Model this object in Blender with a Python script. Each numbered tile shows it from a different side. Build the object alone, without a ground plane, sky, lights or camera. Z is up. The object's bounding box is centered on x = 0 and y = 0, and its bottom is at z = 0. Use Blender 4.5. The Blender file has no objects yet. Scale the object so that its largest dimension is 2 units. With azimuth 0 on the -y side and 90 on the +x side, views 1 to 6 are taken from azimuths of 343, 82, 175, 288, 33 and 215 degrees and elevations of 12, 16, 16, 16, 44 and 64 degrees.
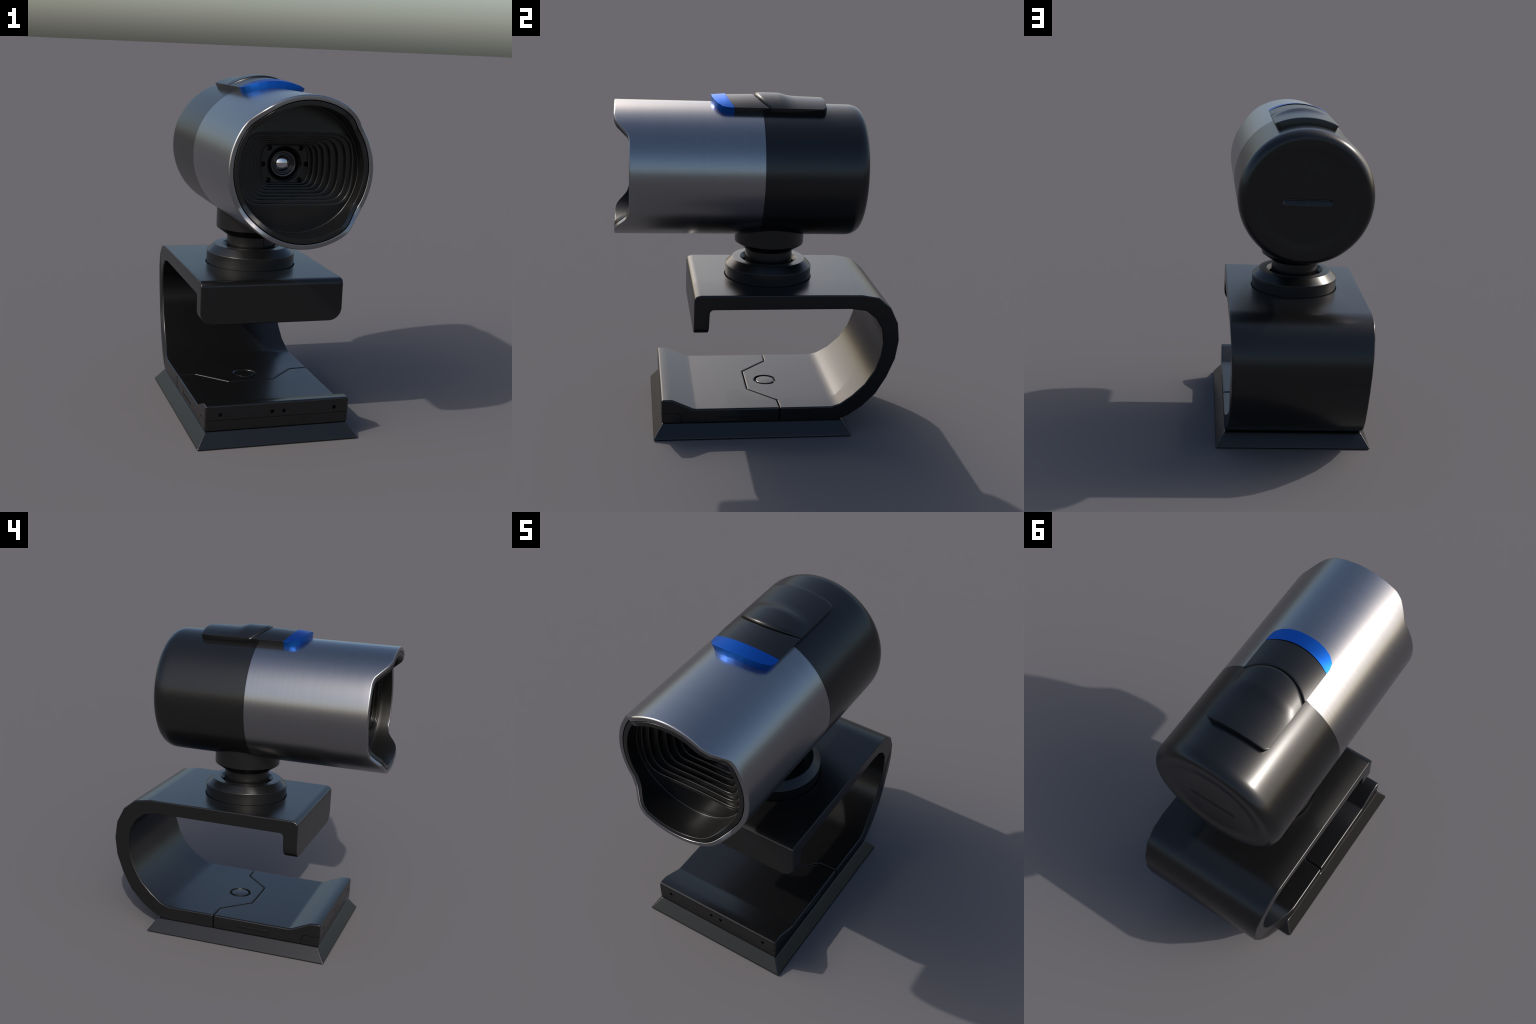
"""Desk webcam: brushed-metal barrel with a black rear shell, a top button panel
with a blue indicator, a swivel neck and a C-shaped clamp on a bevelled base."""
import bpy, bmesh, math
from mathutils import Vector, Matrix

COL = bpy.context.scene.collection
AXIS_Z = 1.548          # barrel axis height (axis runs along y)
R_OUT = 0.392           # barrel radius
MOUNT = (0.0, 0.088)    # swivel axis
HALF_W = 0.4190         # half width of clamp and foot


# ------------------------------------------------------------------ materials
def new_mat(name):
    m = bpy.data.materials.new(name)
    m.use_nodes = True
    nt = m.node_tree
    return m, nt, nt.nodes["Principled BSDF"]


def link(nt, a, b):
    nt.links.new(a, b)


def plastic(name, col, rough, spec=0.5, metallic=0.0, mottled=0.01):
    m, nt, b = new_mat(name)
    tc = nt.nodes.new("ShaderNodeTexCoord")
    no = nt.nodes.new("ShaderNodeTexNoise")
    no.inputs["Scale"].default_value = 9.0
    no.inputs["Detail"].default_value = 3.0
    link(nt, tc.outputs["Object"], no.inputs["Vector"])
    mr = nt.nodes.new("ShaderNodeMapRange")
    mr.inputs["To Min"].default_value = rough - mottled * 0.5
    mr.inputs["To Max"].default_value = rough + mottled * 0.5
    link(nt, no.outputs["Fac"], mr.inputs["Value"])
    link(nt, mr.outputs["Result"], b.inputs["Roughness"])
    b.inputs["Base Color"].default_value = (*col, 1)
    b.inputs["Metallic"].default_value = metallic
    b.inputs["Specular IOR Level"].default_value = spec
    return m


def brushed_metal(name):
    """Fine hairlines running round the barrel: noise squeezed along y."""
    m, nt, b = new_mat(name)
    tc = nt.nodes.new("ShaderNodeTexCoord")
    mp = nt.nodes.new("ShaderNodeMapping")
    mp.inputs["Scale"].default_value = (0.9, 120.0, 0.9)
    link(nt, tc.outputs["Object"], mp.inputs["Vector"])
    no = nt.nodes.new("ShaderNodeTexNoise")
    no.inputs["Scale"].default_value = 1.0
    no.inputs["Detail"].default_value = 1.5
    no.inputs["Roughness"].default_value = 0.65
    link(nt, mp.outputs["Vector"], no.inputs["Vector"])
    cr = nt.nodes.new("ShaderNodeValToRGB")
    cr.color_ramp.elements[0].position = 0.25
    cr.color_ramp.elements[0].color = (0.298, 0.300, 0.310, 1)
    cr.color_ramp.elements[1].position = 0.75
    cr.color_ramp.elements[1].color = (0.313, 0.315, 0.326, 1)
    link(nt, no.outputs["Fac"], cr.inputs["Fac"])
    link(nt, cr.outputs["Color"], b.inputs["Base Color"])
    mr = nt.nodes.new("ShaderNodeMapRange")
    mr.inputs["From Min"].default_value = 0.25
    mr.inputs["From Max"].default_value = 0.75
    mr.inputs["To Min"].default_value = 0.268
    mr.inputs["To Max"].default_value = 0.274
    link(nt, no.outputs["Fac"], mr.inputs["Value"])
    link(nt, mr.outputs["Result"], b.inputs["Roughness"])
    b.inputs["Metallic"].default_value = 1.0
    return m


BLACK = (0.0045, 0.0045, 0.0047)
M_SILVER = brushed_metal("brushed_aluminium")
M_SHELL = plastic("satin_black_shell", BLACK, 0.27, spec=0.5)
M_CLAMP = plastic("satin_black_clamp", BLACK, 0.27, spec=0.5)
M_PANEL = plastic("satin_black_panel", BLACK, 0.30, spec=0.5)
M_HOOD = plastic("matt_black_hood", (0.0045, 0.0045, 0.0045), 0.30, spec=0.5)
M_BLUE = plastic("blue_indicator_plastic", (0.012, 0.105, 0.46), 0.42, metallic=1.0)
M_DEEP_BLACK = plastic("deep_black", (0.002, 0.002, 0.002), 0.6, spec=0.2)
M_LENSRING = plastic("polished_lens_ring", (0.03, 0.03, 0.032), 0.16, spec=0.9)
M_GLASS = plastic("coated_lens_glass", (0.62, 0.62, 0.66), 0.04, metallic=1.0, mottled=0.0)


# ------------------------------------------------------------------ helpers
def obj_from(name, verts, faces, mat, parent=None):
    me = bpy.data.meshes.new(name)
    me.from_pydata([tuple(v) for v in verts], [], faces)
    me.update()
    bm = bmesh.new()
    bm.from_mesh(me)
    bmesh.ops.recalc_face_normals(bm, faces=bm.faces)
    bm.to_mesh(me)
    bm.free()
    ob = bpy.data.objects.new(name, me)
    COL.objects.link(ob)
    if mat:
        me.materials.append(mat)
    if parent:
        ob.parent = parent
    return ob


def bake(ob):
    """Apply all modifiers."""
    dg = bpy.context.evaluated_depsgraph_get()
    dg.update()
    me = bpy.data.meshes.new_from_object(ob.evaluated_get(dg))
    ob.modifiers.clear()
    ob.data = me
    return ob


def drop(ob):
    bpy.data.objects.remove(ob, do_unlink=True)


def boolean(ob, cutter, op="DIFFERENCE", keep=False):
    md = ob.modifiers.new("b", "BOOLEAN")
    md.operation = op
    md.solver = "EXACT"
    md.object = cutter
    bake(ob)
    if not keep:
        drop(cutter)
    return ob


def finish(ob, bevel=0.0, seg=2, angle=38, sharp=40, weighted=True):
    if bevel:
        md = ob.modifiers.new("bev", "BEVEL")
        md.width = bevel
        md.segments = seg
        md.limit_method = "ANGLE"
        md.angle_limit = math.radians(angle)
        md.use_clamp_overlap = True
        bake(ob)
    me = ob.data
    me.polygons.foreach_set("use_smooth", [True] * len(me.polygons))
    me.set_sharp_from_angle(angle=math.radians(sharp))
    if weighted:
        md = ob.modifiers.new("wn", "WEIGHTED_NORMAL")
        md.keep_sharp = True
        bake(ob)
    return ob


def soften(ob, w, seg=2, angle=38):
    md = ob.modifiers.new("bev", "BEVEL")
    md.width, md.segments = w, seg
    md.limit_method, md.angle_limit = "ANGLE", math.radians(angle)
    return bake(ob)


def prism(name, poly, lo, hi, axis, mat=None, parent=None):
    """Extrude a 2D polygon along an axis ('x': poly is (y,z); 'y': (x,z); 'z': (x,y))."""
    def place(p, h):
        return {"x": (h, p[0], p[1]), "y": (p[0], h, p[1]), "z": (p[0], p[1], h)}[axis]
    n = len(poly)
    v = [place(p, lo) for p in poly] + [place(p, hi) for p in poly]
    f = [list(range(n)), list(range(n, 2 * n))]
    f += [[i, (i + 1) % n, n + (i + 1) % n, n + i] for i in range(n)]
    return obj_from(name, v, f, mat, parent)


def revolve(name, prof, n, axis, centre, mat, parent=None):
    """prof: list of (r, h). r=0 makes a pole. Closed at the ends if r=0."""
    v, f, rings = [], [], []
    for r, h in prof:
        if r < 1e-6:
            rings.append([len(v)])
            v.append((0, 0, h))
        else:
            rings.append(list(range(len(v), len(v) + n)))
            v += [(r * math.sin(2 * math.pi * i / n), r * math.cos(2 * math.pi * i / n), h) for i in range(n)]
    for a, b in zip(rings, rings[1:]):
        for i in range(n):
            j = (i + 1) % n
            if len(a) == 1 and len(b) == 1:
                continue
            if len(a) == 1:
                f.append([a[0], b[j], b[i]])
            elif len(b) == 1:
                f.append([a[i], a[j], b[0]])
            else:
                f.append([a[i], a[j], b[j], b[i]])
    if axis == "y":
        v = [(x + centre[0], h + centre[1], y + centre[2]) for x, y, h in v]
    else:
        v = [(x + centre[0], y + centre[1], h + centre[2]) for x, y, h in v]
    return obj_from(name, v, f, mat, parent)


def ramp(pts, t):
    """Piecewise-linear look-up."""
    if t <= pts[0][0]:
        return pts[0][1]
    for (a, va), (b, vb) in zip(pts, pts[1:]):
        if t <= b:
            return va + (vb - va) * (t - a) / (b - a)
    return pts[-1][1]


def eased(pts, t, w):
    """Look-up smoothed over a window of half width w."""
    return sum(ramp(pts, t + w * k / 3.0) for k in range(-3, 4)) / 7.0


def rounded_rect(cx, cy, hx, hy, r, n=6):
    out = []
    for sx, sy, a0 in ((1, 1, 0), (-1, 1, 90), (-1, -1, 180), (1, -1, 270)):
        for k in range(n + 1):
            a = math.radians(a0 + 90 * k / n)
            out.append((cx + sx * (hx - r) + r * math.cos(a), cy + sy * (hy - r) + r * math.sin(a)))
    return out


def circle(cx, cy, r, n=40):
    return [(cx + r * math.cos(2 * math.pi * k / n), cy + r * math.sin(2 * math.pi * k / n)) for k in range(n)]


# ------------------------------------------------------------------ root
root = bpy.data.objects.new("webcam", None)
COL.objects.link(root)
root["label"] = "black and brushed silver barrel webcam on a C-shaped clamp stand"
root["category"] = "webcam"

# ------------------------------------------------------------------ base plate
B_X, B_Y0, B_Y1 = 0.4695, -0.6160, 0.5775


# (inset, height) up the moulded edge: foot radius, short wall, long slope, shoulder
EDGE = [(0.0050, 0.0), (0.0016, 0.0012), (0.0, 0.0045), (0.0006, 0.0080), (0.0040, 0.0130), (0.0495, 0.0790),
        (0.0520, 0.0822), (0.0550, 0.0842), (0.0600, 0.0850)]
bv, bf = [], []
for d, z in EDGE:
    ringp = rounded_rect(0.0, 0.5 * (B_Y0 + B_Y1), B_X - d, 0.5 * (B_Y1 - B_Y0) - d, 0.007, 4)
    bv += [(x, y, z) for x, y in ringp]
nr = len(ringp)
bf = [list(range(nr))[::-1], list(range(nr * (len(EDGE) - 1), nr * len(EDGE)))]
for k in range(len(EDGE) - 1):
    bf += [[k * nr + i, k * nr + (i + 1) % nr, (k + 1) * nr + (i + 1) % nr, (k + 1) * nr + i] for i in range(nr)]
base = obj_from("base_plate", bv, bf, M_CLAMP, root)
finish(base, 0, sharp=60)

# ------------------------------------------------------------------ clamp and foot
C_RAW = [
    (-0.390, 0.637), (-0.390, 0.862), (-0.376, 0.8785), (-0.350, 0.885),
    (0.596, 0.885), (0.702, 0.866), (0.778, 0.803), (0.8265, 0.705), (0.8405, 0.596), (0.8255, 0.479),
    (0.781, 0.361), (0.7195, 0.252), (0.6395, 0.168), (0.5515, 0.1085), (0.513, 0.094), (0.48, 0.084),
    (-0.567, 0.084), (-0.571, 0.150), (-0.571, 0.236), (-0.507, 0.234), (-0.381, 0.1765), (-0.36, 0.1745),
    (0.452, 0.1745), (0.506, 0.190), (0.576, 0.238), (0.6475, 0.309), (0.7005, 0.396), (0.733, 0.4925),
    (0.742, 0.575), (0.729, 0.6655), (0.691, 0.7325), (0.628, 0.783), (0.538, 0.7965),
    (-0.284, 0.7955), (-0.298, 0.781), (-0.302, 0.637)]
# the bend is slightly waisted: half width against height
WAIST = [(0.09, 0.419), (0.19, 0.409), (0.26, 0.400), (0.355, 0.3955), (0.45, 0.394), (0.546, 0.3955), (0.64, 0.3995),
         (0.705, 0.404), (0.79, 0.411), (0.87, 0.416), (0.885, 0.419)]


def waist(y, z):
    """How far the side of the bend is drawn in at this point."""
    k = min(1.0, max(0.0, (y - 0.45) / 0.10))
    return k * (HALF_W - ramp(WAIST, z))


def drawn(y, z):
    return max(0.0, waist(y, z) - 0.004)


C_PROFILE = [(y + 0.37 * drawn(y, z), z - (0.42 if k < 20 else 0.05) * drawn(y, z)) for k, (y, z) in enumerate(C_RAW)]
ZIG = [(-0.306, 0.136), (-0.137, -0.030), (0.137, -0.030), (0.306, 0.136)]


def zigzag(shift):
    """Outline of everything in front of the parting line, moved along y."""
    line = [(-0.6, 0.142 + shift)] + [(x, y + shift) for x, y in ZIG] + [(0.6, 0.142 + shift)]
    return line + [(0.6, -0.9), (-0.6, -0.9)]


# arm: everything except the part of the foot in front of the parting line
arm = prism("clamp_arm", C_PROFILE, -HALF_W, HALF_W, "x", M_CLAMP, root)
foot = prism("hinged_foot", C_PROFILE, -HALF_W, HALF_W, "x", M_CLAMP, root)
boolean(arm, prism("cut", zigzag(0.002), -0.1, 0.45, "z"))
boolean(foot, prism("cut", zigzag(-0.002), -0.1, 0.45, "z"), "INTERSECT")

# rounded lower corners of the hook
for s in (-1, 1):
    r = 0.075
    cx, cz = s * (HALF_W - r), 0.637 + r
    arc = [(cx + s * r * math.cos(math.radians(a)), cz - r * math.sin(math.radians(a))) for a in range(9, 82, 12)]
    lead = 0.03 * math.tan(math.radians(9))          # run the cut out past both faces
    first, last = arc[0], arc[-1]
    arc = [(first[0] + s * lead, first[1] + 0.03)] + arc + [(last[0] - s * 0.03, last[1] - lead)]
    boolean(arm, prism("cut", arc + [(cx - s * 0.02, 0.58), (s * 0.5, 0.58), (s * 0.5, cz + 0.02)], -0.47, -0.2, "y"))
for v in arm.data.vertices:
    v.co.x *= 1.0 - waist(v.co.y, v.co.z) / HALF_W
soften(arm, 0.008, 3)
soften(foot, 0.0105, 4)
# recess round the swivel ring
boolean(arm, prism("cut", circle(*MOUNT, 0.2695, 64), 0.862, 0.95, "z"))
# ring groove of the release button
LB = (0.0, 0.100)
boolean(arm, revolve("cut", [(0, 0.158), (0.0685, 0.158), (0.0685, 0.1675), (0.0700, 0.1705), (0.0765, 0.1765), (0.0765, 0.22), (0, 0.22)],
                     64, "z", (*LB, 0), None))
finish(arm, 0)
lock = revolve("release_button", [(0, 0.155), (0.0575, 0.155), (0.0575, 0.1690), (0.0560, 0.1725), (0.0515, 0.1745), (0, 0.1745)],
               64, "z", (*LB, 0), M_CLAMP, arm)
finish(lock, 0)

# foot: front cap split off along a thin parting line
def cap_outline(g):
    r = 0.03
    y1, z1 = -0.452 + g, 0.1505 + g
    arc = [(y1 - r + r * math.cos(math.radians(a)), z1 - r + r * math.sin(math.radians(a))) for a in range(0, 91, 15)]
    return [(y1, 0.05)] + arc + [(-0.7, z1), (-0.7, 0.05)]


cap = foot.copy()
cap.data = foot.data.copy()
cap.name = "foot_cap"
COL.objects.link(cap)
boolean(cap, prism("cut", cap_outline(-0.0012), -0.6, 0.6, "x"), "INTERSECT")
boolean(foot, prism("cut", cap_outline(0.0012), -0.6, 0.6, "x"))
# pinholes in the front face
for x in (-0.333, -0.034, 0.034, 0.333):
    boolean(foot, prism("cut", circle(x, 0.1815, 0.0115, 20), -0.60, -0.54, "y"))
# slot pockets on the sides, with their covers
for s in (-1, 1):
    boolean(foot, prism("cut", rounded_rect(-0.130, 0.129, 0.098, 0.0115, 0.008), s * (HALF_W - 0.006), s * 0.5, "x"))
finish(foot, 0)
finish(cap, 0)
cap.parent = foot
for s in (-1, 1):
    cov = prism("slot_cover", rounded_rect(-0.130, 0.129, 0.0925, 0.0065, 0.005),
                s * (HALF_W - 0.012), s * (HALF_W - 0.0005), "x", M_CLAMP, foot)
    finish(cov, 0.0015, 1, 38)

# ------------------------------------------------------------------ swivel mount
C3 = (MOUNT[0], MOUNT[1], 0.0)
ring = revolve("swivel_ring", [(0, 0.865), (0.2625, 0.865), (0.2635, 0.955), (0.2622, 0.9585), (0.2235, 0.9965), (0.2200, 0.998),
                               (0.1755, 0.998), (0.1735, 0.997), (0.156, 0.973), (0.155, 0.920), (0, 0.920)],
               96, "z", C3, M_CLAMP, root)
finish(ring, 0, sharp=35)
neck = revolve("swivel_neck", [(0, 0.90), (0.1435, 0.90), (0.1435, 1.09), (0, 1.09)], 96, "z", C3, M_CLAMP, root)
boolean(neck, prism("cut", rounded_rect(0.035, MOUNT[1] - 0.14, 0.0018, 0.008, 0.001, 2), 0.85, 1.15, "z"))
finish(neck, 0, sharp=35)
collar = revolve("swivel_collar", [(0, 1.056), (0.145, 1.056), (0.2075, 1.099), (0.2095, 1.1025), (0.2100, 1.106),
                                   (0.2100, 1.30), (0, 1.30)], 96, "z", C3, M_SHELL, root)
finish(collar, 0, sharp=30)

# ------------------------------------------------------------------ front housing (brushed metal shell)
RIM = [(0, -0.8475), (31, -0.8475), (38, -0.834), (44.3, -0.805), (51.3, -0.770), (56, -0.763),
       (120, -0.763), (128, -0.777), (133, -0.799), (138, -0.823), (143, -0.840), (149, -0.8475), (180, -0.8475)]


def rim_y(deg):
    """Scalloped front edge of the shell against the angle from the top."""
    deg = abs((deg + 180) % 360 - 180)
    return eased(RIM, deg, 1.0)


def hood_shell(name, prof_of, mat, parent, n=240):
    """Shell of revolution about the barrel axis whose profile depends on the angle."""
    v, f = [], []
    for i in range(n):
        deg = 360.0 * i / n
        a = math.radians(deg)
        for r, y in prof_of(deg):
            v.append((r * math.sin(a), y, AXIS_Z + r * math.cos(a)))
    m = len(v) // n
    for i in range(n):
        j = (i + 1) % n
        for k in range(m):
            l = (k + 1) % m
            f.append([i * m + k, j * m + k, j * m + l, i * m + l])
    return obj_from(name, v, f, mat, parent)


def silver_profile(deg):
    y = yi = rim_y(deg)
    return [(R_OUT, -0.001), (R_OUT, -0.12), (R_OUT, -0.25), (R_OUT, -0.4), (R_OUT, -0.55), (R_OUT, -0.70),
            (R_OUT, y + 0.008), (R_OUT - 0.0016, y + 0.0035), (R_OUT - 0.005, y + 0.0008), (R_OUT - 0.0075, y),
            (0.3685, yi), (0.3667, yi + 0.0008), (0.3660, yi + 0.0025), (0.3660, -0.62), (0.366, -0.001)]


front = hood_shell("front_housing", silver_profile, M_SILVER, root)
finish(front, 0, sharp=50)


def face_warp(x):
    """The bezel face curls forward towards its sides."""
    return -0.13 * x * x


def face_edge(a):
    """Radius and depth of the circle where the hood meets the bezel face."""
    r = 0.3365 - 0.004 * math.sin(a) ** 2
    return r, -0.6835 + face_warp(r * math.sin(a))


def liner_profile(deg):
    y = yi = rim_y(deg) + 0.001
    r, e = face_edge(math.radians(deg))
    return [(0.3622, -0.45), (0.3622, y + 0.003), (0.3616, y + 0.0008), (0.3600, y),
            (0.3400, yi), (0.3385, yi + 0.0006), (0.3375, yi + 0.0025), (0.5 * (0.3375 + r), e - 0.02), (r, e), (r - 0.001, e + 0.0025),
            (r - 0.0035, e + 0.0035), (r - 0.0035, -0.45)]


liner = hood_shell("lens_hood", liner_profile, M_HOOD, front)
finish(liner, 0, sharp=50)

# ------------------------------------------------------------------ stepped bezel
def bezel_loop(hw, hh, y, n=144):
    """Flat top and bottom, bowed sides, rounded corners: a super-ellipse sampled by direction."""
    out = []
    for k in range(n):
        a = 2 * math.pi * (k + 0.5) / n
        cx, cz = abs(math.cos(a)) / hw, abs(math.sin(a)) / hh
        lo, hi = 0.0, 2.0
        for _ in range(40):
            t = 0.5 * (lo + hi)
            if (t * cz) < (1 - (t * cx) ** 9) ** (1 / 2.5) if t * cx < 1 else False:
                lo = t
            else:
                hi = t
        x = lo * math.cos(a)
        out.append((x, y + face_warp(x), AXIS_Z + lo * math.sin(a)))
    return out


STEPS = [(-0.680, 0.308, 0.192), (-0.675, 0.300, 0.181), (-0.653, 0.276, 0.165), (-0.626, 0.243, 0.151),
         (-0.597, 0.213, 0.138), (-0.567, 0.187, 0.125), (-0.538, 0.165, 0.114), (-0.507, 0.147, 0.106),
         (-0.475, 0.131, 0.100)]
loops = []
n_loop = len(bezel_loop(0.3, 0.19, 0))
# outer circle of the face, matched point by point to the first loop
first = bezel_loop(STEPS[0][1], STEPS[0][2], 0)
ring_pts = []
for x, _, z in first:
    a = math.atan2(x, z - AXIS_Z)
    r, e = face_edge(a)
    ring_pts.append(((r - 0.0015) * math.sin(a), e + 0.008, AXIS_Z + (r - 0.0015) * math.cos(a)))
loops.append(ring_pts)
loops.append(bezel_loop(STEPS[0][1] + 0.002, STEPS[0][2] + 0.002, STEPS[0][0] + 0.0003))
for k, (y, hw, hh) in enumerate(STEPS):
    b = 0.0045 if k else 0.002
    if k:
        loops.append(bezel_loop(hw + b, hh + b, y))             # end of tread
    loops.append(bezel_loop(hw + 0.3 * b, hh + 0.3 * b, y + 0.3 * b))
    loops.append(bezel_loop(hw, hh, y + b))                     # rounded nose
    if k + 1 < len(STEPS):
        loops.append(bezel_loop(hw, hh, STEPS[k + 1][0]))       # riser going back
loops.append(bezel_loop(STEPS[-1][1], STEPS[-1][2], -0.40))
bv = [p for l in loops for p in l]
bf = []
for k in range(len(loops) - 1):
    for i in range(n_loop):
        j = (i + 1) % n_loop
        bf.append([k * n_loop + i, k * n_loop + j, (k + 1) * n_loop + j, (k + 1) * n_loop + i])
bezel = obj_from("stepped_bezel", bv, bf, M_HOOD, front)
finish(bezel, 0, sharp=50)

# back plate with the conical lens seat
LC = (0.0, 0.0, AXIS_Z)
plate = revolve("lens_plate", [(0.0, -0.395), (0.068, -0.400), (0.080, -0.445), (0.0955, -0.4685), (0.0985, -0.470),
                               (0.17, -0.470), (0.17, -0.39), (0, -0.39)], 64, "y", LC, M_HOOD, front)
for x, z in ((-0.0885, 0.086), (0.0885, 0.086), (-0.0885, -0.086), (0.0885, -0.086), (-0.1225, 0), (0.1225, 0)):
    boolean(plate, prism("cut", circle(x, AXIS_Z + z, 0.0145, 24), -0.48, -0.42, "y"))
finish(plate, 0, sharp=35)
barrel = revolve("lens_ring", [(0.050, -0.400), (0.050, -0.440), (0.053, -0.449), (0.058, -0.4525), (0.0615, -0.447), (0.064, -0.4465),
                               (0.069, -0.449), (0.0725, -0.445), (0.0735, -0.438), (0.0735, -0.395), (0.05, -0.395)],
                 64, "y", LC, M_LENSRING, front)
finish(barrel, 0, sharp=60, weighted=False)
dome = [(0, -0.4620)]
for k in range(1, 11):
    a = math.radians(4.1 * k)
    dome.append((0.0770 * math.sin(a), -0.4620 + 0.0770 * (1 - math.cos(a))))
glass = revolve("glass_lens", dome + [(0.0515, -0.41), (0, -0.41)], 64, "y", LC, M_GLASS, front)
finish(glass, 0, sharp=60, weighted=False)

# ------------------------------------------------------------------ rear housing
Y_REAR = 0.606
prof = [(0, 0.001), (R_OUT, 0.001), (R_OUT, 0.10), (R_OUT, 0.25), (R_OUT, 0.40), (R_OUT, 0.50)]
ra, rb = 0.075, 0.050
for k in range(0, 11):
    a = math.radians(9 * k)
    prof.append((R_OUT - rb + rb * math.cos(a), Y_REAR - ra + ra * math.sin(a)))
N_REAR = 288
for k in range(1, 84):                                   # fine rings over the flat end
    prof.append((0.340 * (1 - k / 84.0), Y_REAR))
prof.append((0, Y_REAR))
rear = revolve("rear_housing", prof, N_REAR, "y", (0, 0, AXIS_Z), M_SHELL, root)


def soft(e0, e1, t):
    t = min(1.0, max(0.0, (t - e0) / (e1 - e0)))
    return t * t * (3 - 2 * t)


for v in rear.data.vertices:                             # shallow dish and a soft slot pressed into the end
    x, z = v.co.x, v.co.z - AXIS_Z
    if v.co.y > Y_REAR - 1e-4:
        r = math.hypot(x, z)
        v.co.y -= 0.005 * soft(0.318, 0.240, r)
        h = z + 0.0145                                     # ramps in from below, steep upper wall
        d = math.hypot(max(0.0, abs(x) - 0.121), h)
        v.co.y -= 0.016 * soft(0.0195, 0.0140, d) * min(max(0.0, (h + 0.019) / 0.029), 1.0)
finish(rear, 0, sharp=50, weighted=False)

# ------------------------------------------------------------------ top button panel
T_MAX = math.radians(25.6)
R_EDGE = 0.4300


def panel_piece(name, y_front, y_back, crown, mat, nose=0.006, heel=0.006, nt=40, ny=30, parent=None):
    """Curved slab lying on the barrel. t runs -1..1 across, s 0..1 along.
    crown(y) gives the radius on the centre line; at the edges it is R_EDGE."""
    v, f = [], []
    grid = []
    ss = [0, 0.0, 0.006, 0.02] + [0.05 + 0.90 * k / (ny - 1) for k in range(ny)] + [0.98, 0.994, 1.0, 1.0]
    ts = [-1 + 2 * k / nt for k in range(nt + 1)]
    ts = [-1, -0.995] + ts[1:-1] + [0.995, 1]
    for t in ts:
        a = t * T_MAX
        y0, y1 = y_front(t), y_back(t)
        row = []
        for q, s in enumerate(ss):
            y = y0 + (y1 - y0) * s
            rc = crown(y)
            r = R_EDGE + (rc - R_EDGE) * (1 - t * t)
            d0, d1 = y - y0, y1 - y
            if d0 < nose:
                r -= nose * (1 - math.sqrt(max(0.0, 1 - (1 - d0 / nose) ** 2)))
            if d1 < heel:
                r -= heel * (1 - math.sqrt(max(0.0, 1 - (1 - d1 / heel) ** 2)))
            if abs(t) > 0.999:
                r -= 0.0012
            if q in (0, len(ss) - 1):
                r = 0.386
            row.append(len(v))
            v.append((r * math.sin(a), y, AXIS_Z + r * math.cos(a)))
        grid.append(row)
    m = len(ss)
    for i in range(len(ts) - 1):
        for k in range(m - 1):
            f.append([grid[i][k], grid[i + 1][k], grid[i + 1][k + 1], grid[i][k + 1]])
    f.append(grid[0][:])
    f.append(grid[-1][::-1])
    for i in range(len(ts) - 1):                       # underside
        f.append([grid[i][0], grid[i][m - 1], grid[i + 1][m - 1], grid[i + 1][0]])
    ob = obj_from(name, v, f, mat, parent)
    finish(ob, 0, sharp=38, weighted=False)
    return ob


def blue_front(t):
    return ramp([(0, -0.288), (0.3, -0.286), (0.55, -0.277), (0.77, -0.262), (0.955, -0.234), (1, -0.200)], abs(t))


def blue_back(t):
    return -0.206 + 0.038 * t * t


def seam(t):
    return -0.033 + 0.073 * t * t


def heel_line(t):
    a = abs(t)
    c = 0.374 - 0.006 * t * t
    if a > 0.88:
        c -= 0.022 * (1 - math.sqrt(max(0, 1 - ((a - 0.88) / 0.12) ** 2)))
    return c


panel = panel_piece("button_panel", lambda t: blue_back(t) + 0.0015, lambda t: seam(t) - 0.003 + 0.0023 * t * t,
                    lambda y: ramp([(-0.21, 0.4345), (-0.12, 0.438), (-0.04, 0.4405)], y), M_PANEL, nose=0.001, heel=0.011, parent=root)
indicator = panel_piece("indicator_light", blue_front, blue_back,
                        lambda y: ramp([(-0.30, 0.4310), (-0.21, 0.4400)], y), M_BLUE, nose=0.0012, heel=0.0005, parent=panel)
indicator.data.materials.append(M_DEEP_BLACK)
for p in indicator.data.polygons:                      # rear face of the blue piece coloured black
    if p.normal.y > 0.7:
        p.material_index = 1
HUMP = [(-0.05, 0.4480), (0.0, 0.452), (0.108, 0.452), (0.13, 0.4475), (0.16, 0.439), (0.195, 0.4345), (0.26, 0.4325), (0.38, 0.4300)]
button = panel_piece("snapshot_button", lambda t: seam(t) + 0.002 - 0.0015 * t * t, heel_line,
                     lambda y: eased(HUMP, y, 0.008), M_PANEL, nose=0.013, heel=0.007, ny=60, parent=panel)
